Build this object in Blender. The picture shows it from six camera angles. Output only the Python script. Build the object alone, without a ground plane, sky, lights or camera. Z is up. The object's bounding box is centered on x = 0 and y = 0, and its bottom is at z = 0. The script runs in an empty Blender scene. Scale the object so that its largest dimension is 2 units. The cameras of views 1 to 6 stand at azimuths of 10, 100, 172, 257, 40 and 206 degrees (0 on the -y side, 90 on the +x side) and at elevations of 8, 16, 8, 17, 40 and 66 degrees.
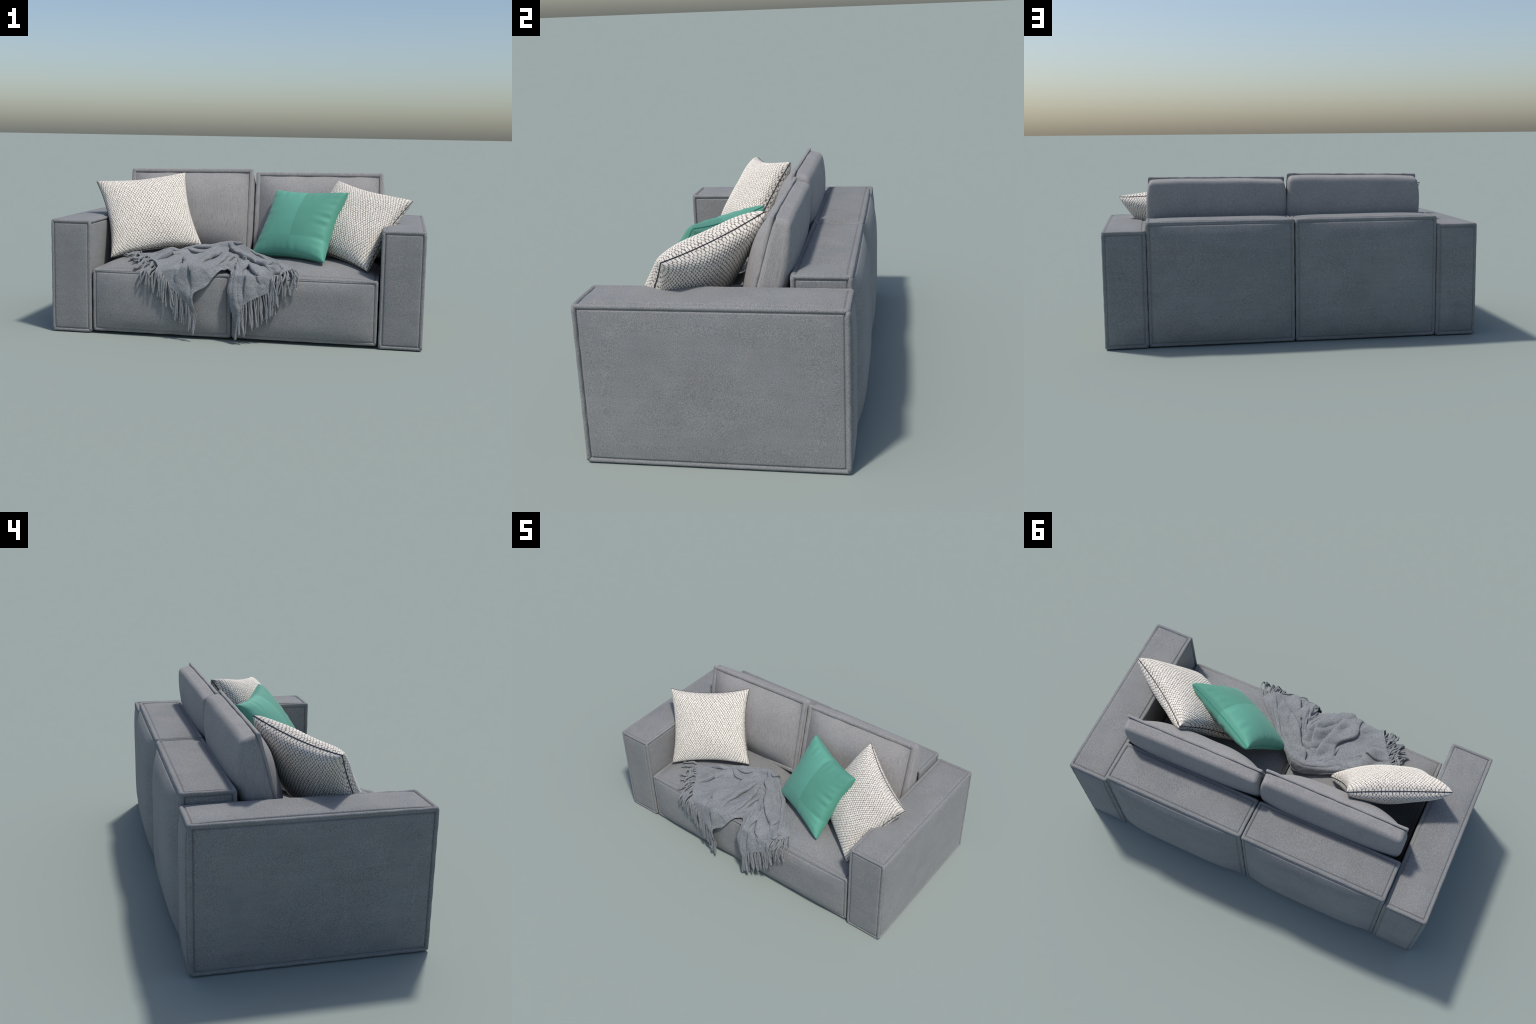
"""Two-seat upholstered sofa with loose back cushions, three throw pillows and a fringed throw."""
import bpy, math, random
import numpy as np
from mathutils import Vector, Matrix

RNG = np.random.default_rng(7)
random.seed(7)
SCENE = bpy.context.scene.collection


# ------------------------------------------------------------------ node helpers
class Nodes:
    def __init__(self, name):
        self.mat = bpy.data.materials.new(name)
        self.mat.use_nodes = True
        self.t = self.mat.node_tree
        self.t.nodes.clear()
        self.out = self.t.nodes.new("ShaderNodeOutputMaterial")
        self.bsdf = self.t.nodes.new("ShaderNodeBsdfPrincipled")
        self.t.links.new(self.bsdf.outputs[0], self.out.inputs[0])
        self.bsdf.inputs["Specular IOR Level"].default_value = 0.15
        self.co = self.t.nodes.new("ShaderNodeTexCoord").outputs["Object"]

    def put(self, sock, v):
        if isinstance(v, bpy.types.NodeSocket):
            self.t.links.new(v, sock)
        else:
            sock.default_value = v

    def math(self, op, a, b=None, c=None, clamp=False):
        n = self.t.nodes.new("ShaderNodeMath")
        n.operation = op
        n.use_clamp = clamp
        for i, v in enumerate((a, b, c)):
            if v is not None:
                self.put(n.inputs[i], v)
        return n.outputs[0]

    def xyz(self, v=None):
        n = self.t.nodes.new("ShaderNodeSeparateXYZ")
        self.put(n.inputs[0], self.co if v is None else v)
        return n.outputs

    def join(self, x, y, z):
        n = self.t.nodes.new("ShaderNodeCombineXYZ")
        for i, v in enumerate((x, y, z)):
            self.put(n.inputs[i], v)
        return n.outputs[0]

    def scaled(self, sx, sy, sz, v=None):
        n = self.t.nodes.new("ShaderNodeMapping")
        self.put(n.inputs["Vector"], self.co if v is None else v)
        n.inputs["Scale"].default_value = (sx, sy, sz)
        return n.outputs[0]

    def noise(self, scale, detail=2.0, rough=0.5, v=None):
        n = self.t.nodes.new("ShaderNodeTexNoise")
        self.put(n.inputs["Vector"], self.co if v is None else v)
        n.inputs["Scale"].default_value = scale
        n.inputs["Detail"].default_value = detail
        n.inputs["Roughness"].default_value = rough
        return n.outputs[0]

    def remap(self, v, a, b, c, d, smooth=False):
        n = self.t.nodes.new("ShaderNodeMapRange")
        n.interpolation_type = "SMOOTHSTEP" if smooth else "LINEAR"
        for i, q in enumerate((v, a, b, c, d)):
            self.put(n.inputs[i], q)
        return n.outputs[0]

    def mix(self, f, a, b, kind="MIX"):
        n = self.t.nodes.new("ShaderNodeMix")
        n.data_type = "RGBA"
        n.blend_type = kind
        self.put(n.inputs[0], f)
        self.put(n.inputs[6], a if not isinstance(a, tuple) else (*a, 1))
        self.put(n.inputs[7], b if not isinstance(b, tuple) else (*b, 1))
        return n.outputs[2]

    def shade(self, col, factor):
        """colour multiplied by a scalar factor"""
        n = self.t.nodes.new("ShaderNodeVectorMath")
        n.operation = "SCALE"
        self.put(n.inputs[0], col if not isinstance(col, tuple) else Vector(col))
        self.put(n.inputs["Scale"], factor)
        return n.outputs[0]

    def bump(self, h, strength, dist):
        n = self.t.nodes.new("ShaderNodeBump")
        n.inputs["Strength"].default_value = strength
        n.inputs["Distance"].default_value = dist
        self.put(n.inputs["Height"], h)
        self.t.links.new(n.outputs[0], self.bsdf.inputs["Normal"])

    def finish(self, col, rough=0.9, sheen=0.0):
        self.put(self.bsdf.inputs["Base Color"], col if not isinstance(col, tuple) else (*col, 1))
        self.bsdf.inputs["Roughness"].default_value = rough
        self.bsdf.inputs["Sheen Weight"].default_value = sheen
        self.bsdf.inputs["Sheen Roughness"].default_value = 0.5
        return self.mat


def felt_material(name, base, speck=0.32, cloud=0.16):
    """brushed sofa felt: salt-and-pepper grain and broad cloudy nap"""
    m = Nodes(name)
    grain = m.noise(370, 2, 0.65)
    nap = m.noise(6.5, 4, 0.62)
    streak = m.noise(1.0, 3, 0.6, m.scaled(5, 5, 38))
    f = m.math("ADD", m.remap(grain, 0.3, 0.7, 1 - speck, 1 + speck), m.remap(nap, 0.3, 0.7, -cloud, cloud))
    f = m.math("ADD", f, m.remap(streak, 0.3, 0.7, -0.04, 0.04))
    warm = m.noise(10, 3, 0.6)
    col = m.mix(m.remap(warm, 0.35, 0.65, 0, 1), tuple(base), (base[0] * 0.95, base[1] * 0.99, base[2] * 1.01))
    col = m.shade(col, f)
    m.bump(grain, 0.25, 0.002)
    return m.finish(col, 0.92, 0.12)


def weave_material(name, base):
    """back cushion cloth: warm grey, thin vertical slubs crossed by a fine weft"""
    m = Nodes(name)
    slub = m.noise(1.0, 3, 0.65, m.scaled(300, 300, 20))
    weft = m.noise(1.0, 2, 0.6, m.scaled(90, 90, 420))
    cloud = m.noise(9, 3, 0.6)
    f = m.math("ADD", m.remap(slub, 0.3, 0.7, 0.82, 1.18), m.remap(weft, 0.3, 0.7, -0.10, 0.10))
    f = m.math("ADD", f, m.remap(cloud, 0.3, 0.7, -0.05, 0.05))
    m.bump(m.math("ADD", slub, weft), 0.25, 0.002)
    return m.finish(m.shade(tuple(base), f), 0.92, 0.1)


def wool_material(name, base):
    """soft throw: blue-grey flecked wool"""
    m = Nodes(name)
    fleck = m.noise(300, 2, 0.65)
    cloud = m.noise(14, 3, 0.6)
    f = m.math("ADD", m.remap(fleck, 0.3, 0.7, 0.52, 1.48), m.remap(cloud, 0.3, 0.7, -0.07, 0.07))
    m.bump(fleck, 0.35, 0.002)
    return m.finish(m.shade(tuple(base), f), 0.95, 0.2)


def plain_material(name, base, rough=0.85):
    m = Nodes(name)
    g = m.noise(300, 2)
    return m.finish(m.shade(tuple(base), m.remap(g, 0.3, 0.7, 0.85, 1.15)), rough)


# ------------------------------------------------------------------ mesh helpers
def mesh_object(name, verts, faces, mat, parent=None, matrix=None, smooth=True):
    me = bpy.data.meshes.new(name)
    me.from_pydata([tuple(v) for v in np.asarray(verts, float)], [], faces)
    me.validate()
    me.update()
    if smooth:
        me.polygons.foreach_set("use_smooth", [True] * len(me.polygons))
    me.materials.append(mat)
    ob = bpy.data.objects.new(name, me)
    SCENE.objects.link(ob)
    if parent is not None:
        ob.parent = parent
    if matrix is not None:
        ob.matrix_basis = matrix
    return ob


def thing(name, label, category, at=(0, 0, 0), matrix=None):
    e = bpy.data.objects.new(name, None)
    SCENE.objects.link(e)
    e.empty_display_size = 0.1
    e.matrix_basis = matrix if matrix is not None else Matrix.Translation(at)
    e["label"] = label
    e["category"] = category
    return e


def wobble(p, freq, seed=0.0):
    """cheap smooth pseudo noise in about -1..1 from a few incommensurate sines"""
    x, y, z = p[..., 0] * freq, p[..., 1] * freq, p[..., 2] * freq
    return (np.sin(x * 1.0 + 1.7 * np.sin(y * 0.9 + seed) + seed) +
            np.sin(y * 1.1 + 1.5 * np.sin(z * 0.8 + seed * 2) + 2.1 * seed) +
            np.sin(z * 1.2 + 1.6 * np.sin(x * 0.7 - seed) + 0.7 * seed)) / 3.0


def axis_samples(lo, hi, r, step):
    """samples along a box axis: dense inside the rounded rim, even in between"""
    rim = np.concatenate([r * (1 - np.cos(np.linspace(0, math.pi / 2, 5)))[:-1], np.arange(r, r + 0.0145, 0.0018)])
    r = rim[-1] + 0.002
    rim = np.append(rim, r)
    n = max(4, int((hi - lo - 2 * r) / step))
    mid = np.linspace(lo + r, hi - r, n + 1)
    return np.concatenate([lo + rim[:-1], mid, (hi - rim[:-1])[::-1]])


def box_surface(lo, hi, r, step=0.02):
    """surface lattice of a rounded box -> base points, outward normals, normalised coords, faces"""
    ax = [axis_samples(lo[i], hi[i], r, step) for i in range(3)]
    n = [len(a) for a in ax]
    index, pts = {}, []

    def vid(i, j, k):
        key = (i, j, k)
        if key not in index:
            index[key] = len(pts)
            pts.append((ax[0][i], ax[1][j], ax[2][k]))
        return index[key]

    faces = []
    for d in range(3):
        a, b = (d + 1) % 3, (d + 2) % 3
        for side in (0, n[d] - 1):
            for i in range(n[a] - 1):
                for j in range(n[b] - 1):
                    quad = []
                    for (p, q) in ((i, j), (i + 1, j), (i + 1, j + 1), (i, j + 1)):
                        key = [0, 0, 0]
                        key[d], key[a], key[b] = side, p, q
                        quad.append(vid(*key))
                    faces.append(quad if side else quad[::-1])
    P = np.array(pts)
    lo, hi = np.array(lo), np.array(hi)
    inner = np.clip(P, lo + r, hi - r)
    dvec = P - inner
    L = np.linalg.norm(dvec, axis=1, keepdims=True)
    N = dvec / np.maximum(L, 1e-9)
    P = inner + N * r
    U = (P - (lo + hi) / 2) / ((hi - lo) / 2)
    return P, N, U, faces


def puff(U, a, b, p=4):
    return (1 - np.abs(np.clip(U[:, a], -1, 1)) ** p) * (1 - np.abs(np.clip(U[:, b], -1, 1)) ** p)


def tube(path, radius, sides=8, closed=False, flat=1.0, twist=0.0, taper=None):
    """swept tube with parallel transport frames"""
    path = np.asarray(path, float)
    n = len(path)
    if closed:
        T = np.roll(path, -1, 0) - np.roll(path, 1, 0)
    else:
        T = np.gradient(path, axis=0)
    T /= np.maximum(np.linalg.norm(T, axis=1, keepdims=True), 1e-9)
    ref = np.array([0.31, 0.17, 0.93]) if abs(T[0] @ np.array([0.31, 0.17, 0.93])) < 0.95 else np.array([1.0, 0, 0])
    u = np.cross(T[0], ref)
    u /= np.linalg.norm(u)
    V, F = [], []
    for i in range(n):
        u = u - T[i] * (u @ T[i])
        u /= np.linalg.norm(u)
        w = np.cross(T[i], u)
        r = radius if np.isscalar(radius) else radius[i]
        if taper is not None:
            r = r * taper(i / (n - 1))
        tw = twist * i / max(1, n - 1)
        for k in range(sides):
            a = 2 * math.pi * k / sides
            c, s = math.cos(a) * r, math.sin(a) * r * flat
            V.append(path[i] + u * (c * math.cos(tw) - s * math.sin(tw)) + w * (c * math.sin(tw) + s * math.cos(tw)))
    rows = n if closed else n - 1
    for i in range(rows):
        j = (i + 1) % n
        for k in range(sides):
            m = (k + 1) % sides
            F.append([i * sides + k, i * sides + m, j * sides + m, j * sides + k])
    if not closed:
        F.append(list(range(sides))[::-1])
        F.append([(n - 1) * sides + k for k in range(sides)])
    return np.array(V), F


def merge(chunks):
    V, F, off = [], [], 0
    for v, f in chunks:
        V.append(v)
        F += [[i + off for i in q] for q in f]
        off += len(v)
    return np.concatenate(V), F


def rect_loop(x0, x1, y0, y1, r, step=0.012):
    """rounded rectangle loop as 2D points, counter-clockwise"""
    pts = []
    for cx, cy, a0 in ((x1 - r, y1 - r, 0), (x0 + r, y1 - r, 90), (x0 + r, y0 + r, 180), (x1 - r, y0 + r, 270)):
        for k in range(6):
            a = math.radians(a0 + 90 * k / 5)
            pts.append((cx + r * math.cos(a), cy + r * math.sin(a)))
    pts = np.array(pts)
    out = []
    for a, b in zip(pts, np.roll(pts, -1, 0)):
        m = max(1, int(np.linalg.norm(b - a) / step))
        for i in range(m):
            out.append(a + (b - a) * i / m)
    return np.array(out)


# ------------------------------------------------------------------ sofa modules
def upholstered_box(name, lo, hi, mat, parent, bulge, rad=0.0090, power=4, seed=0.0, sink=0.0040, wave=0.0022):
    """panel box puffed face by face, framed by a sewn welt along all twelve edges.
    bulge: dict of face ('-x', '+z', ...) -> height of the puff"""
    lo, hi = np.array(lo, float), np.array(hi, float)
    P, N, U, F = box_surface(lo + sink, hi - sink, 0.010, 0.018)
    D = np.zeros_like(P)
    rim = np.minimum(P - lo, hi - P)                   # distance from the box planes, per axis
    for d, letter in enumerate("xyz"):
        a, b = (d + 1) % 3, (d + 2) % 3
        prof = puff(U, a, b, power)
        for sign in (-1, 1):
            h = bulge.get(("+" if sign > 0 else "-") + letter, 0.006)
            wgt = np.clip(N[:, d] * sign, 0, 1)
            seam = np.minimum(rim[:, a], rim[:, b])
            D[:, d] += sign * wgt * (prof * (h + wave * wobble(P, 9.0, seed + d)) - 0.0056 * np.exp(-((seam - 0.0190) / 0.0030) ** 2))
    body = mesh_object(name, P + D, F, mat, parent)
    # welts
    q = rad
    chunks = []

    def wav(p, amp=0.0011):
        p = p.copy()
        for d in range(3):
            p[:, d] += amp * wobble(p, 55.0, seed + 3.1 * d)
        return p

    for z in (lo[2] + q, hi[2] - q):
        loop = rect_loop(lo[0] + q, hi[0] - q, lo[1] + q, hi[1] - q, 0.006)
        p = np.column_stack([loop, np.full(len(loop), z)])
        chunks.append(tube(wav(p), q, 10, closed=True))
    for x in (lo[0] + q, hi[0] - q):
        for y in (lo[1] + q, hi[1] - q):
            zz = np.arange(lo[2] + q, hi[2] - q + 0.006, 0.012)
            zz[-1] = hi[2] - q
            p = np.column_stack([np.full(len(zz), x), np.full(len(zz), y), zz])
            chunks.append(tube(wav(p), q, 10))
    V, Fw = merge(chunks)
    mesh_object("piping", V, Fw, mat, body)
    return body


SEAT_TOP, SEAT_FRONT, SEAT_BACK, SEAT_HALF = 0.352, -0.452, 0.272, 0.762
SEAT_DOME = 0.066


def seat_height(x, y):
    """upper surface of the seat cushions"""
    x, y = np.asarray(x, float), np.asarray(y, float)
    u = np.clip((np.abs(x) - SEAT_HALF / 2) / (SEAT_HALF / 2), -1, 1)
    v = np.clip((y - (SEAT_FRONT + SEAT_BACK) / 2) / ((SEAT_BACK - SEAT_FRONT) / 2), -1, 1)
    return SEAT_TOP - 0.004 + SEAT_DOME * (1 - u ** 4) * (1 - v ** 4)


FELT = felt_material("grey_felt", (0.220, 0.219, 0.217), 0.42, 0.075)
CLOTH = weave_material("grey_slub_weave", (0.285, 0.277, 0.273))
WOOL = wool_material("blue_grey_wool", (0.208, 0.219, 0.228))  # base darkened overall to carry the shadowing between the throw's folds
TRIM = plain_material("charcoal_trim", (0.045, 0.047, 0.055))

sofa = thing("sofa", "low grey felt two-seat sofa with blocky arms and loose back cushions", "sofa")

for sgn in (-1, 1):
    x0, x1 = sorted((sgn * 0.770, sgn * 0.9935))
    out = "+x" if sgn > 0 else "-x"
    inn = "-x" if sgn > 0 else "+x"
    upholstered_box("armrest", (x0, -0.456, 0.001), (x1, 0.509, 0.611), FELT, sofa,
                    {out: 0.0085 if sgn > 0 else 0.006, inn: 0.006, "+z": 0.010, "-y": 0.008, "+y": 0.016, "-z": 0.0}, seed=1.3 * sgn, power=6, wave=0.0010)
for sgn in (-1, 1):
    x0, x1 = sorted((sgn * 0.002, sgn * SEAT_HALF))
    upholstered_box("seat", (x0, SEAT_FRONT, 0.012), (x1, SEAT_BACK, SEAT_TOP), FELT, sofa,
                    {"+z": SEAT_DOME, "-y": 0.034, "-z": 0.0, "+x": 0.0, "-x": 0.0, "+y": 0.0}, seed=4.1 * sgn)
for sgn in (-1, 1):
    x0, x1 = sorted((sgn * 0.0015, sgn * 0.770))
    upholstered_box("backrest", (x0, 0.281, 0.003), (x1, 0.504, 0.655), FELT, sofa,
                    {"+y": 0.046, "+z": 0.010, "-y": 0.004, "-z": 0.0, "+x": 0.0, "-x": 0.0}, seed=6.7 * sgn, power=5)


# ------------------------------------------------------------------ back cushions
def back_cushion(width, height, top_a, top_b, lean, seed, belly):
    """box cushion, local x along the sofa, y into depth, z up; origin at the lower front edge, middle.
    top_a/top_b: left and right front upper corner in world space"""
    a, b = Vector(top_a), Vector(top_b)
    ex = (b - a).normalized()
    up = Vector((0, math.sin(lean), math.cos(lean)))
    up = (up - ex * up.dot(ex)).normalized()
    ey = up.cross(ex)
    origin = (a + b) / 2 - up * height
    M = Matrix.Translation(origin) @ Matrix((ex, ey, up)).transposed().to_4x4()
    w = width / 2
    P, N, U, F = box_surface((-w + 0.009, 0.000, 0.004), (w - 0.009, 0.068, height - 0.010), 0.017, 0.014)
    fr = np.clip(-N[:, 1], 0, 1)
    depth_u = P[:, 1] / 0.068
    hu = np.clip(U[:, 2], -1, 1)
    side = 1 - np.abs(U[:, 0]) ** 4
    # front belly and back belly; the boxing is deepest a little below the middle
    body_d = (1 - np.abs(np.clip((hu + 0.08) / 1.08, -1, 1)) ** 2.4)
    D = np.zeros_like(P)
    bx, bz = np.clip(np.abs(U[:, 0]) * 1.042, 0, 1), np.clip(np.abs(hu + 0.05 * (1 - hu ** 2)) * 1.062, 0, 1)
    D[:, 1] -= fr * 0.071 * (1 - bx ** 3.8) * (1 - bz ** 3.2)
    D[:, 1] += depth_u * body_d * (0.040 * belly + 0.018 * side)
    D[:, 1] += fr * 0.0035 * wobble(P * np.array([1, 1, 0.35]), 34, seed) * np.exp(-((hu - 0.7) / 0.5) ** 2)
    D[:, 2] += np.clip(N[:, 2], 0, 1) * (0.006 * side + 0.002 * wobble(P, 18, seed))
    D[:, 0] += N[:, 0] * 0.019 * (1 - hu ** 4)
    body = mesh_object("back_cushion", P + D, F, CLOTH, sofa, M)
    # standing flange around the front face
    loop = rect_loop(-w, w, -0.002, height, 0.010, 0.010)
    n = len(loop)
    cen = np.array([0, height / 2])
    inner = np.clip(loop, [-w + 0.024, 0.022], [w - 0.024, height - 0.022])
    p3 = np.column_stack([loop[:, 0], np.zeros(n), loop[:, 1]])
    rip = 0.0016 * wobble(p3, 70, seed) + 0.001 * wobble(p3, 130, seed + 1)
    V = []
    for i in range(n):
        o, q = loop[i], inner[i]
        d = (o - q) / max(1e-6, np.linalg.norm(o - q))
        o = o + d * rip[i]
        yy = 0.0012 * wobble(p3[i], 45, seed + 2)
        ring = [(q, -0.0045), (q + (o - q) * 0.15, -0.0065), (o - d * 0.004, -0.0075), (o - d * 0.0008, -0.005), (o, 0.0), (o - d * 0.0008, 0.005), (o - d * 0.004, 0.007), (q, 0.005)]
        V += [(c[0], y + yy, c[1]) for c, y in ring]
    k = 8
    Ff = [[i * k + j, ((i + 1) % n) * k + j, ((i + 1) % n) * k + (j + 1) % k, i * k + (j + 1) % k] for i in range(n) for j in range(k)]
    mesh_object("flange", V, Ff, CLOTH, body)
    return body


back_cushion(0.739, 0.500, (-0.742, 0.196, 0.867), (-0.006, 0.206, 0.880), math.radians(15.5), 2.0, 1.5)
back_cushion(0.742, 0.490, (0.011, 0.214, 0.862), (0.754, 0.226, 0.871), math.radians(15.5), 5.0, 0.95)


# ------------------------------------------------------------------ throw pillows
def pillow_frame(tl, tr, bl, br):
    tl, tr, bl, br = map(Vector, (tl, tr, bl, br))
    ex = ((tr - tl) + (br - bl)) / 2
    ey = ((tl - bl) + (tr - br)) / 2
    w, h = ex.length, ey.length
    ex.normalize()
    ey = (ey - ex * ey.dot(ex)).normalized()
    ez = ex.cross(ey)
    M = Matrix.Translation((tl + tr + bl + br) / 4) @ Matrix((ex, ey, ez)).transposed().to_4x4()
    return M, w, h


def pillow_mesh(w, h, thick, pinch, n, relief, seam):
    """two puffed sheets sewn along a concave rim; relief(x, y, s, t, side) gives the surface height"""
    g = np.sin(np.linspace(-1, 1, n) * math.pi / 2 * 0.72) / math.sin(math.pi / 2 * 0.72)
    s, t = np.meshgrid(g, g, indexing="ij")
    x = w / 2 * s * (1 - pinch * (1 - t ** 2))
    y = h / 2 * t * (1 - pinch * (1 - s ** 2))
    dome = ((1 - s ** 2) * (1 - t ** 2))
    z = thick * dome ** 0.30 * (0.86 + 0.14 * dome)
    rim = (np.maximum(np.abs(s), np.abs(t)) > 0.9999)
    idx = np.arange(n * n).reshape(n, n)
    V = [np.column_stack([x.ravel(), y.ravel(), (z + relief(x, y, s, t, 1) * ~rim).ravel()])]
    back = np.full((n, n), -1)
    inside = ~rim
    back[rim] = idx[rim]
    back[inside] = n * n + np.arange(inside.sum())
    zb = -(z + relief(x, y, s, t, -1))
    V.append(np.column_stack([x[inside], y[inside], zb[inside]]))
    F = []
    for i in range(n - 1):
        for j in range(n - 1):
            F.append([idx[i, j], idx[i + 1, j], idx[i + 1, j + 1], idx[i, j + 1]])
            F.append([back[i, j], back[i, j + 1], back[i + 1, j + 1], back[i + 1, j]])
    # rim path for the seam cord
    q = np.linspace(-1, 1, 70)
    path = []
    for sx, ty in [(q, -np.ones(70)), (np.ones(70), q), (q[::-1], np.ones(70)), (-np.ones(70), q[::-1])]:
        xx = w / 2 * sx * (1 - pinch * (1 - ty ** 2))
        yy = h / 2 * ty * (1 - pinch * (1 - sx ** 2))
        path += list(np.column_stack([xx, yy, np.zeros(70)])[:-1])
    return np.concatenate(V), F, tube(np.array(path), seam, 6, closed=True)


PINCH = 0.115
ROLL = 0.42
PITCH_X, PITCH_Y = 0.0188, 0.0268      # one hexagon row pair


def cell_numpy(x, y, w, h):
    s0, t0 = x / (w / 2), y / (h / 2)
    s = s0 / (1 - PINCH * (1 - t0 * t0))
    t = t0 / (1 - PINCH * (1 - s0 * s0))
    zs, zt = (np.clip(1 - s * s, 0, 1) ** 0.30, np.clip(1 - t * t, 0, 1) ** 0.30)
    px = (s + ROLL * zt * np.sign(s) * (1 - zs)) * w / 2       # follow the cloth down its rounded rim
    py = (t + ROLL * zs * np.sign(t) * (1 - zt)) * h / 2
    qx = px + 0.0025 * np.sin(py * 31 + 1.0) + 0.0012 * np.sin(px * 140 + py * 170)
    qy = py + 0.0030 * np.sin(px * 27 + 0.4) + 0.0012 * np.sin(px * 150 - py * 120 + 2)
    a, b = qx / PITCH_X, qy / PITCH_Y

    def near(a, b):
        da = (a - np.round(a)) * 1.0
        db = (b - np.round(b)) * 1.42
        return np.sqrt(da * da + db * db)
    return np.minimum(near(a, b), near(a + 0.5, b + 0.5))


def scale_material(name, w, h):
    """ivory puffs in hexagon packing divided by taupe threads; same layout as cell_numpy"""
    m = Nodes(name)
    M = m.math
    X, Y, _ = m.xyz()
    s0, t0 = M("DIVIDE", X, w / 2), M("DIVIDE", Y, h / 2)

    def unpinch(a, b):
        k = M("SUBTRACT", 1.0, M("MULTIPLY", PINCH, M("SUBTRACT", 1.0, M("MULTIPLY", b, b))))
        return M("DIVIDE", a, k)
    s, t = unpinch(s0, t0), unpinch(t0, s0)
    zs = M("POWER", M("SUBTRACT", 1.0, M("MULTIPLY", s, s), clamp=True), 0.30)
    zt = M("POWER", M("SUBTRACT", 1.0, M("MULTIPLY", t, t), clamp=True), 0.30)

    def unroll(a, za, zb):
        drop = M("MULTIPLY", M("MULTIPLY", ROLL, zb), M("SUBTRACT", 1.0, za))
        return M("ADD", a, M("MULTIPLY", M("SIGN", a), drop))
    px = M("MULTIPLY", unroll(s, zs, zt), w / 2)
    py = M("MULTIPLY", unroll(t, zt, zs), h / 2)

    def sine(fx, fy, ph):
        return M("SINE", M("ADD", M("ADD", M("MULTIPLY", px, fx), M("MULTIPLY", py, fy)), ph))
    qx = M("ADD", px, M("ADD", M("MULTIPLY", 0.0025, sine(0.0, 31.0, 1.0)), M("MULTIPLY", 0.0012, sine(140.0, 170.0, 0.0))))
    qy = M("ADD", py, M("ADD", M("MULTIPLY", 0.0030, sine(27.0, 0.0, 0.4)), M("MULTIPLY", 0.0012, sine(150.0, -120.0, 2.0))))
    a, b = M("DIVIDE", qx, PITCH_X), M("DIVIDE", qy, PITCH_Y)

    def near(a, b):
        da = M("SUBTRACT", a, M("ROUND", a))
        db = M("MULTIPLY", M("SUBTRACT", b, M("ROUND", b)), 1.42)
        return M("SQRT", M("ADD", M("MULTIPLY", da, da), M("MULTIPLY", db, db)))
    d = M("MINIMUM", near(a, b), near(M("ADD", a, 0.5), M("ADD", b, 0.5)))
    jitter = m.noise(160, 2)
    d = M("ADD", d, m.remap(jitter, 0.3, 0.7, -0.05, 0.05))
    gap = m.remap(d, 0.325, 0.47, 0.0, 1.0, smooth=True)
    tone = m.noise(60, 2)
    ivory = m.mix(m.remap(tone, 0.35, 0.65, 0, 1), (0.83, 0.785, 0.71), (0.73, 0.68, 0.60))
    col = m.mix(gap, ivory, (0.165, 0.137, 0.118))
    m.bump(m.noise(700, 1), 0.15, 0.001)
    return m.finish(col, 0.8, 0.05)


def scale_pillow(tl, tr, bl, br, thick, n=280):
    M, w, h = pillow_frame(tl, tr, bl, br)
    e = thing("throw_pillow", "square ivory throw pillow with scale-like knit and dark edge cord", "pillow", matrix=M)

    def relief(x, y, s, t, side):
        d = cell_numpy(x, y, w, h)
        edge = np.clip((1 - np.maximum(np.abs(s), np.abs(t))) / 0.06, 0, 1)
        big = 0.004 * wobble(np.stack([x, y, 0 * x], -1), 22, side * 1.0)
        return edge * (0.0032 * np.clip(1 - (d / 0.56) ** 2, 0, 1) - 0.002 + big)
    V, F, cord = pillow_mesh(w, h, thick, PINCH, n, relief, 0.0024)
    mesh_object("cover", V, F, scale_material("ivory_scale_knit", w, h), e)
    mesh_object("piping", cord[0], cord[1], TRIM, e)


scale_pillow((-0.863, -0.099, 0.798), (-0.399, 0.135, 0.850), (-0.707, -0.314, 0.393), (-0.250, -0.073, 0.445), 0.093)
scale_pillow((0.504, 0.1525, 0.8206), (0.921, -0.1445, 0.741), (0.280, -0.060, 0.464), (0.697, -0.356, 0.384), 0.104)


def green_material(w, h):
    """smooth jade cloth pieced from four patches of two close shades"""
    m = Nodes("jade_patchwork")
    M = m.math
    X, Y, _ = m.xyz()
    right = M("GREATER_THAN", X, 0.016)
    low = M("LESS_THAN", Y, -0.104)
    odd = M("ABSOLUTE", M("SUBTRACT", right, M("MULTIPLY", low, M("ADD", 0.45, M("MULTIPLY", right, 0.40)))))
    col = m.mix(odd, (0.118, 0.357, 0.266), (0.096, 0.296, 0.219))
    g = m.noise(7, 2)
    col = m.shade(col, m.remap(g, 0.3, 0.7, 0.96, 1.04))
    m.bump(m.noise(500, 1), 0.08, 0.001)
    return m.finish(col, 0.62, 0.10)


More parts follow.
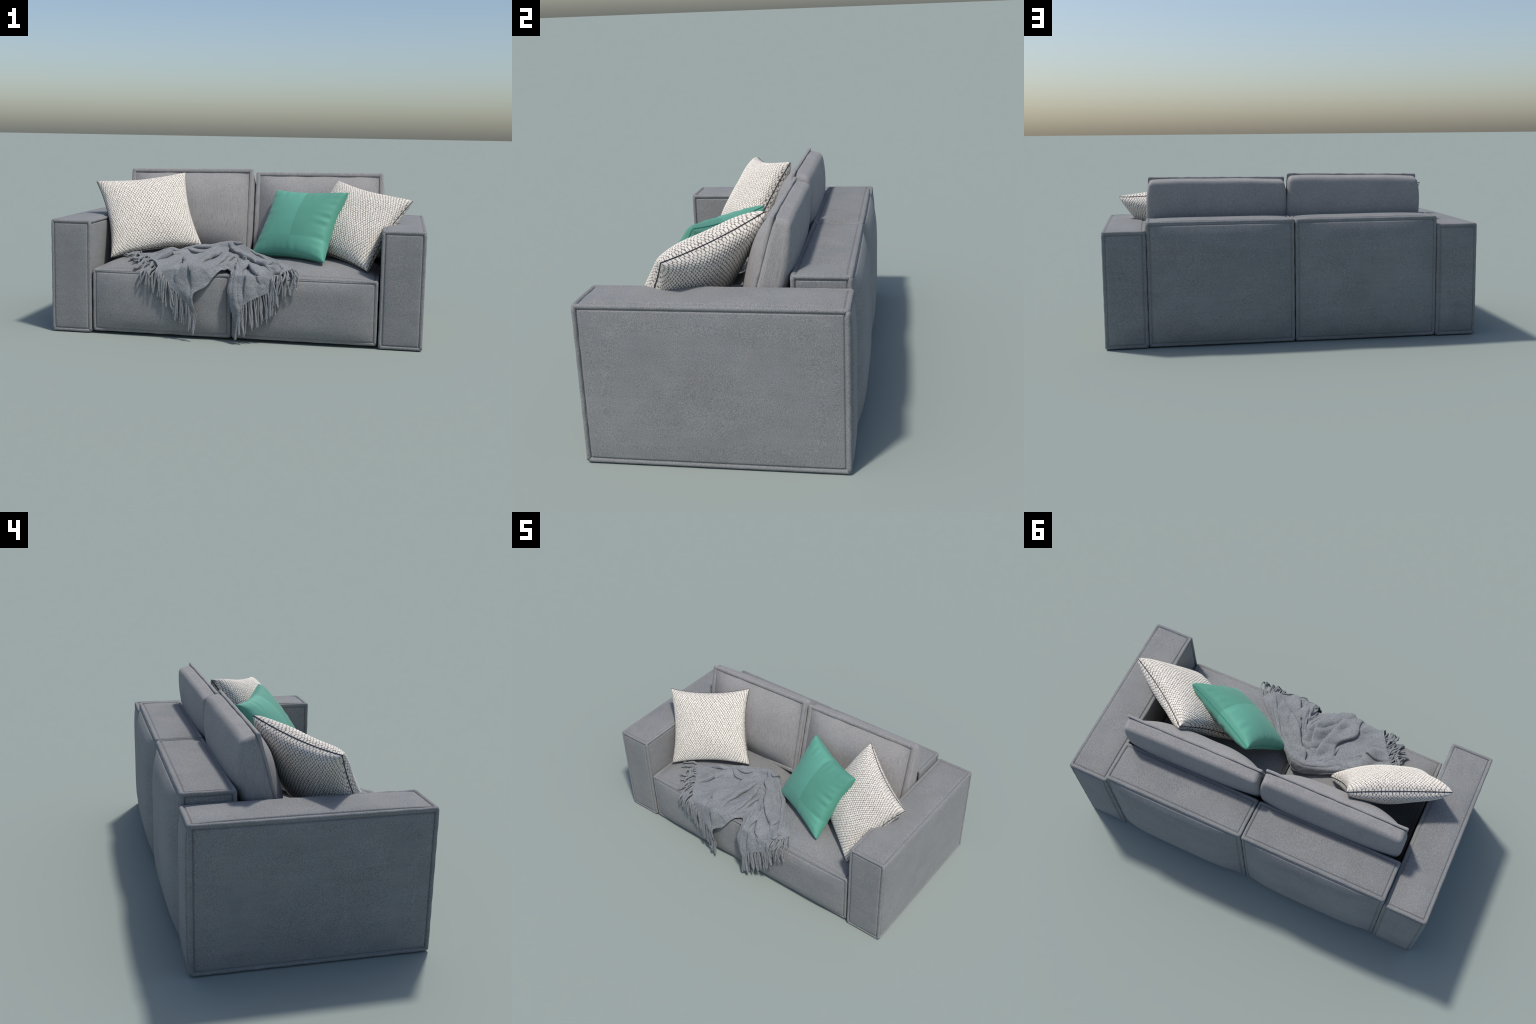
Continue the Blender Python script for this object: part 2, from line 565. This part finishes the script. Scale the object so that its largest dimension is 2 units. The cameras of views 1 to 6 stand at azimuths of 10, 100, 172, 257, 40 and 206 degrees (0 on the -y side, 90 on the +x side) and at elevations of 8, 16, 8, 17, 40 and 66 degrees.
def green_pillow(tl, tr, bl, br, thick, n=170):
    M, w, h = pillow_frame(tl, tr, bl, br)
    e = thing("throw_pillow", "square jade green patchwork throw pillow with puckered edges", "pillow", matrix=M)

    def relief(x, y, s, t, side):
        out = np.zeros_like(s)
        for a, b, ph, k in ((s, t, 0.3, 1.0), (t, s, 1.9, 0.7), (-s, t, 3.7, 0.45), (-t, s, 5.1, 0.35)):
            d = 1 - a                                  # distance from this edge
            fade = np.exp(-(d / 0.28) ** 2) * np.clip(d / 0.06, 0, 1) * (1 - b ** 2)
            ripple = np.sin(b * 17 + 1.5 * np.sin(b * 5 + ph) + ph + side) + 0.6 * np.sin(b * 31 + 2 * ph)
            out += 0.0028 * k * fade * ripple
        return out
    V, F, cord = pillow_mesh(w, h, thick, 0.105, n, relief, 0.0030)
    mat = green_material(w, h)
    mesh_object("cover", V, F, mat, e)
    mesh_object("piping", cord[0], cord[1], plain_material("jade_seam", (0.070, 0.300, 0.225)), e)


green_pillow((0.155, 0.091, 0.762), (0.579, -0.1165, 0.775), (0.049, -0.132, 0.412), (0.464, -0.340, 0.4175), 0.088)


# ------------------------------------------------------------------ throw blanket
# Spines run from the left fringed hem, through the gathered middle, to the right fringed hem.
# The first is the front edge, the last the back edge.
SPINES = np.array([
    [(-.168, -.520, .132), (-.190, -.530, .245), (-.125, -.508, .295), (-.065, -.458, .374), (-.015, -.425, .378), (.000, -.468, .362), (-.012, -.505, .280), (.004, -.502, .200), (.022, -.500, .125)],
    [(-.240, -.510, .208), (-.225, -.535, .290), (-.165, -.505, .372), (-.090, -.425, .410), (.000, -.365, .410), (.022, -.455, .395), (.020, -.522, .310), (.035, -.530, .228), (.055, -.526, .165)],
    [(-.307, -.507, .272), (-.270, -.515, .330), (-.205, -.480, .392), (-.115, -.380, .420), (-.010, -.295, .425), (.040, -.410, .412), (.055, -.510, .345), (.068, -.530, .270), (.095, -.522, .220)],
    [(-.365, -.492, .345), (-.315, -.470, .385), (-.235, -.415, .405), (-.140, -.320, .415), (-.025, -.235, .430), (.060, -.360, .415), (.095, -.485, .370), (.125, -.522, .315), (.165, -.510, .255)],
    [(-.412, -.440, .398), (-.360, -.400, .400), (-.280, -.345, .408), (-.170, -.255, .420), (-.045, -.175, .435), (.085, -.300, .420), (.140, -.440, .390), (.190, -.505, .330), (.235, -.488, .295)],
    [(-.455, -.370, .402), (-.410, -.325, .403), (-.330, -.270, .410), (-.215, -.190, .425), (-.065, -.115, .450), (.090, -.235, .430), (.160, -.360, .415), (.205, -.440, .390), (.225, -.470, .362)],
    [(-.500, -.310, .408), (-.460, -.265, .410), (-.375, -.205, .428), (-.255, -.140, .455), (-.075, -.065, .485), (.085, -.160, .430), (.190, -.290, .410), (.250, -.380, .405), (.280, -.435, .378)],
    [(-.555, -.240, .402), (-.500, -.215, .405), (-.400, -.165, .412), (-.285, -.110, .445), (-.060, -.035, .425), (.060, -.135, .400), (.185, -.260, .392), (.265, -.335, .390), (.315, -.392, .388)],
])


def spline(ctrl, q):
    """Catmull-Rom along axis 0 at positions q in 0..n-1"""
    n = len(ctrl)
    ext = np.concatenate([[2 * ctrl[0] - ctrl[1]], ctrl, [2 * ctrl[-1] - ctrl[-2]]])
    i = np.clip(np.floor(q).astype(int), 0, n - 2)
    f = (q - i).reshape(-1, *([1] * (ctrl.ndim - 1)))
    a, b, c, d = ext[i], ext[i + 1], ext[i + 2], ext[i + 3]
    return 0.5 * (2 * b + (c - a) * f + (2 * a - 5 * b + 4 * c - d) * f ** 2 + (3 * b - a - 3 * c + d) * f ** 3)


def keep_out(P, gap=0.005):
    """lift points out of the seat: above its top, or in front of its face"""
    x, y, z = P[..., 0], P[..., 1], P[..., 2]
    top = seat_height(x, y) + gap
    front = SEAT_FRONT - 0.030 - gap
    over = y > SEAT_FRONT - 0.006
    near_top = over & (z < top) & ((top - z) < (y - front) * 1.5 + 0.002)
    z = np.where(near_top, top, z)
    near_front = (y > front) & (z < SEAT_TOP - 0.01)
    y = np.where(near_front & ~near_top, front, y)
    return np.stack([x, y, z], -1)


# Creases of the throw: course over the sheet as (along, across) fractions, side that rolls over it,
# height of the roll, breadth of the roll.
CREASES = [
    ([(0.038, 1.0), (0.184, 0.957), (0.256, 0.904), (0.3, 0.893)], 1, 0.016, 0.03),
    ([(0.319, 0.889), (0.338, 0.789), (0.366, 0.743), (0.403, 0.725), (0.444, 0.757)], 1, 0.015, 0.022),
    ([(0.328, 0.889), (0.388, 0.814), (0.431, 0.804)], 1, 0.012, 0.03),
    ([(0.0, 0.7), (0.141, 0.707), (0.219, 0.757), (0.281, 0.786)], 1, 0.018, 0.04),
    ([(0.081, 0.289), (0.184, 0.357), (0.234, 0.471), (0.288, 0.557)], -1, 0.010, 0.04),
    ([(0.288, 0.204), (0.325, 0.329), (0.362, 0.436), (0.406, 0.539), (0.438, 0.604), (0.459, 0.679)], 1, 0.016, 0.03),
    ([(0.366, 0.064), (0.406, 0.154), (0.428, 0.25), (0.447, 0.357), (0.462, 0.543), (0.475, 0.671)], 1, 0.014, 0.028),
    ([(0.434, 0.096), (0.453, 0.229), (0.481, 0.321), (0.512, 0.471)], 1, 0.013, 0.022),
    ([(0.697, 0.289), (0.669, 0.343), (0.634, 0.396), (0.612, 0.471), (0.584, 0.525)], 1, 0.015, 0.026),
    ([(0.491, 0.768), (0.522, 0.611), (0.572, 0.525), (0.628, 0.55), (0.753, 0.686), (0.894, 0.711)], 1, 0.015, 0.04),
    ([(0.609, 0.446), (0.675, 0.493), (0.738, 0.518), (0.784, 0.543), (0.834, 0.582)], 1, 0.015, 0.03),
    ([(0.706, 0.364), (0.769, 0.389), (0.847, 0.354), (0.975, 0.246)], 1, 0.014, 0.035),
    ([(0.944, 0.714), (0.966, 0.771), (0.938, 0.811), (0.95, 0.875)], 1, 0.012, 0.04),
    ([(0.803, 0.711), (0.791, 0.75), (0.747, 0.786), (0.672, 0.771)], 1, 0.010, 0.025),
    ([(0.231, 0.357), (0.216, 0.196), (0.128, 0.054)], 1, 0.018, 0.04),
    ([(0.5, 0.807), (0.531, 0.832), (0.538, 1.0)], 1, 0.012, 0.025),
    ([(0.234, 0.361), (0.247, 0.507), (0.341, 0.546), (0.381, 0.682)], -1, 0.013, 0.03),
    ([(0.15, 0.396), (0.234, 0.511), (0.291, 0.543)], 1, 0.008, 0.025),
    ([(0.738, 0.511), (0.631, 0.45), (0.578, 0.443), (0.566, 0.514)], -1, 0.011, 0.025),
    ([(0.516, 0.575), (0.509, 0.675), (0.484, 0.807)], -1, 0.012, 0.025),
    ([(0.297, 0.739), (0.231, 0.729), (0.144, 0.793), (0.006, 0.868)], 1, 0.008, 0.03),
    ([(0.441, 0.732), (0.388, 0.689), (0.328, 0.593)], 1, 0.009, 0.025),
    ([(0.162, 0.379), (0.103, 0.325), (0.047, 0.296)], 1, 0.008, 0.025),
    ([(0.691, 0.532), (0.809, 0.511), (0.909, 0.482)], 1, 0.010, 0.03),
]


def sheet_at(S, u, v):
    """bilinear sample of a grid at fractions u, v"""
    a, b = u * (S.shape[0] - 1), v * (S.shape[1] - 1)
    i, j = np.minimum(a.astype(int), S.shape[0] - 2), np.minimum(b.astype(int), S.shape[1] - 2)
    f, g = (a - i)[:, None], (b - j)[:, None]
    return (S[i, j] * (1 - f) + S[i + 1, j] * f) * (1 - g) + (S[i, j + 1] * (1 - f) + S[i + 1, j + 1] * f) * g


def roll_over(S, Nrm, course, side, height, breadth):
    """displacement of the sheet for one crease: a roll on one side leaning over a tucked line"""
    q = spline(np.array(course), np.linspace(0, len(course) - 1, 48))
    q = np.clip(q, 0, 1)
    L, M = sheet_at(S, q[:, 0], q[:, 1]), sheet_at(Nrm, q[:, 0], q[:, 1])
    T = np.gradient(L, axis=0)
    T /= np.maximum(np.linalg.norm(T, axis=1, keepdims=True), 1e-9)
    B = np.cross(M, T) * side
    B /= np.maximum(np.linalg.norm(B, axis=1, keepdims=True), 1e-9)
    flat = S.reshape(-1, 3)
    best, arg = np.full(len(flat), 1e9), np.zeros(len(flat), int)
    for k in range(len(L)):
        d = ((flat - L[k]) ** 2).sum(1)
        hit = d < best
        best[hit], arg[hit] = d[hit], k
    dist = np.sqrt(best)
    across = ((flat - L[arg]) * B[arg]).sum(1)
    sgn = np.sign(across)
    t = arg / (len(L) - 1)
    fade = np.clip(np.minimum(t / 0.42, (1 - t) / 0.42), 0, 1)
    fade = fade * fade * (3 - 2 * fade)
    beyond = np.clip((dist - np.abs(across)) / 0.02, 0, 1)
    fade = (0.08 + 0.92 * fade) * (1 - beyond)
    up = np.where(sgn > 0, (1 - np.exp(-(dist / 0.0075) ** 1.3)) * np.exp(-(dist / breadth) ** 1.5),
                  -0.22 * (1 - np.exp(-dist / 0.004)) * np.exp(-(dist / 0.022) ** 1.5))
    up = up * fade * height
    lean = np.where(sgn > 0, np.exp(-((dist - 0.008) / 0.012) ** 2), 0) * fade * height * 0.55
    return (up[:, None] * Nrm.reshape(-1, 3) - lean[:, None] * B[arg]).reshape(S.shape)


def blanket():
    e = thing("throw_blanket", "crumpled blue-grey wool throw with long fringe over the seat edge", "blanket", at=(-0.1, -0.3, 0.39))
    NU, NV = 340, 290
    uu, vv = np.linspace(0, 8, NU), np.linspace(0, 7, NV)
    rows = spline(SPINES, vv)                                   # NV x 9 x 3
    S = spline(np.transpose(rows, (1, 0, 2)), uu)               # NU x NV x 3
    u, v = np.meshgrid(uu / 8, vv / 7, indexing="ij")

    def normals(Q):
        q = np.cross(np.gradient(Q, axis=0), np.gradient(Q, axis=1))
        q /= np.maximum(np.linalg.norm(q, axis=2, keepdims=True), 1e-9)
        return q if q[Q.shape[0] // 3, Q.shape[1] * 3 // 4, 2] > 0 else -q

    # the cloth bends close over the seat edge and flares out lower down
    edge = np.clip((S[..., 2] - 0.17) / 0.19, 0, 1)
    edge = edge * edge * (3 - 2 * edge)
    S[..., 1] = np.where(S[..., 1] < -0.484, -0.484 + (1 - 0.75 * edge) * (S[..., 1] + 0.484), S[..., 1])
    Nrm = normals(S)
    P = S.copy()
    for course, side, height, breadth in CREASES:
        P += roll_over(S, Nrm, course, side, 2.6 * height, 0.85 * breadth)
    # smaller crumples, tighter where the cloth is gathered
    drift = 0.17 * np.sin(u * 6.3 + v * 3.0) + 0.10 * np.sin(u * 13 + v * 9 + 1.0)
    waist = np.exp(-((u - 0.5) / 0.2) ** 2)
    crest = np.abs(np.sin(math.pi * (9.0 * v + drift + 0.2)))
    H = (0.0025 + 0.0045 * waist) * (1.5 * crest - 0.8) * (0.6 + 0.4 * np.sin(u * 17 + v * 23))
    pinch = np.exp(-((u - 0.52) / 0.12) ** 2 - (v / 0.3) ** 2)
    H += 0.008 * pinch * np.cos(u * 95 + 3 * np.sin(v * 20)) + 0.0026 * wobble(S, 60, 2.0) + 0.0011 * wobble(S, 150, 4.0)
    calm = 1 - 0.4 * np.clip((-0.40 - S[..., 1]) / 0.07, 0, 1) * edge
    P = S + (P - S + Nrm * H[..., None]) * calm[..., None]
    P[..., 2] -= 0.009 * waist + 0.012 * np.clip((u - 0.5) / 0.15, 0, 1) * (P[..., 2] > 0.36) * (v < 0.8)
    P[..., 2] += 0.016 * np.clip((v - 0.8) / 0.1, 0, 1) * np.clip((u - 0.52) / 0.1, 0, 1) * np.clip((0.92 - u) / 0.15, 0, 1)
    P = keep_out(P)
    # thickness
    N2 = normals(P)
    th = 0.0035
    V = np.concatenate([(P + N2 * th / 2).reshape(-1, 3), (P - N2 * th / 2).reshape(-1, 3)])
    V = V - np.array([-0.1, -0.3, 0.39])
    idx = np.arange(NU * NV).reshape(NU, NV)
    o = NU * NV
    F = []
    for i in range(NU - 1):
        for j in range(NV - 1):
            a, b, c, d = idx[i, j], idx[i + 1, j], idx[i + 1, j + 1], idx[i, j + 1]
            F.append([a, b, c, d])
            F.append([o + d, o + c, o + b, o + a])
    border = list(idx[:, 0]) + list(idx[-1, 1:]) + list(idx[-2::-1, -1]) + list(idx[0, -2:0:-1])
    for a, b in zip(border, border[1:] + border[:1]):
        F.append([a, o + a, o + b, b])
    mesh_object("cloth", V, F, WOOL, e)

    # fringe
    def strand(start, out, length, lazy, rng, pull):
        """one tassel: leaves the hem along out, lies on the seat, drops past its front edge"""
        n = 13
        step = length / (n - 1)
        p = np.array(start, float)
        d = np.array(out, float)
        d /= np.linalg.norm(d)
        path = [p.copy()]
        turn = rng.normal(0, 0.35 if lazy else 0.11)
        for k in range(n - 1):
            if p[1] > SEAT_FRONT - 0.004 and p[2] > SEAT_TOP - 0.03:
                ang = (0.4 * turn + rng.normal(0, 0.38)) * (0.3 if pull else 1)
                c, s = math.cos(ang), math.sin(ang)
                d = np.array([d[0] * c - d[1] * s, d[0] * s + d[1] * c, 0.0])
                d = 0.75 * d + 0.25 * np.array(out) / np.linalg.norm(out) + np.array([0, -pull, 0])
                d[2] = 0.0
                d /= np.linalg.norm(d)
                p = p + d * step
                p[2] = seat_height(p[0], p[1]) + 0.007 + abs(rng.normal(0, 0.010)) * (k > 0)
            else:
                d = 0.45 * d + np.array([rng.normal(turn * 0.8, 0.09), rng.normal(0, 0.05), -1.0])
                d /= np.linalg.norm(d)
                p = p + d * step
                p[1] = min(p[1], SEAT_FRONT - 0.040 - 0.010 * rng.random())
            if p[2] < 0.012:
                p[2] = 0.012
            path.append(p.copy())
        path = np.array(path)
        sm = path.copy()
        sm[1:-1] = (path[:-2] + 2 * path[1:-1] + path[2:]) / 4
        return spline(sm, np.linspace(0, n - 1, 25))

    rng = np.random.default_rng(21)

    def fringe(edge, away, count, lens, radius, pull):
        seg = np.linalg.norm(np.diff(edge, axis=0), axis=1)
        s = np.concatenate([[0], np.cumsum(seg)])
        for k in range(count):
            q = (k + 0.5 + rng.uniform(-0.3, 0.3)) / count
            f = q * s[-1]
            p = np.array([np.interp(f, s, edge[:, c]) for c in range(3)])
            a = np.array([np.interp(f, s, away[:, c]) for c in range(3)])
            hang = p[2] < SEAT_TOP + 0.02
            length = np.interp(q, [0, 0.25, 0.6, 1], lens) * rng.uniform(0.9, 1.08)
            path = strand(p - 0.006 * a, a + (0, 0, -0.3 if hang else 0), length, not hang, rng, pull * (1 - q ** 4))
            r = radius * rng.uniform(0.6, 1.35)
            V, Fq = tube(path, r, 7, flat=rng.uniform(0.4, 0.65), twist=rng.uniform(-4, 4),
                         taper=lambda t: 0.55 + 0.45 * min(1, t * 7) - 0.25 * max(0, t - 0.85) / 0.15)
            mesh_object("tassel", V - np.array([-0.1, -0.3, 0.39]), Fq, WOOL, e)

    for edge, inner, count, lens, pull in ((P[0], P[6], 58, (0.110, 0.150, 0.135, 0.105), 0.0), (P[-1], P[-7], 52, (0.112, 0.162, 0.140, 0.145), 0.28)):
        away = edge - inner
        away /= np.maximum(np.linalg.norm(away, axis=1, keepdims=True), 1e-9)
        fringe(edge, away, count, lens, 0.0062, pull)


blanket()
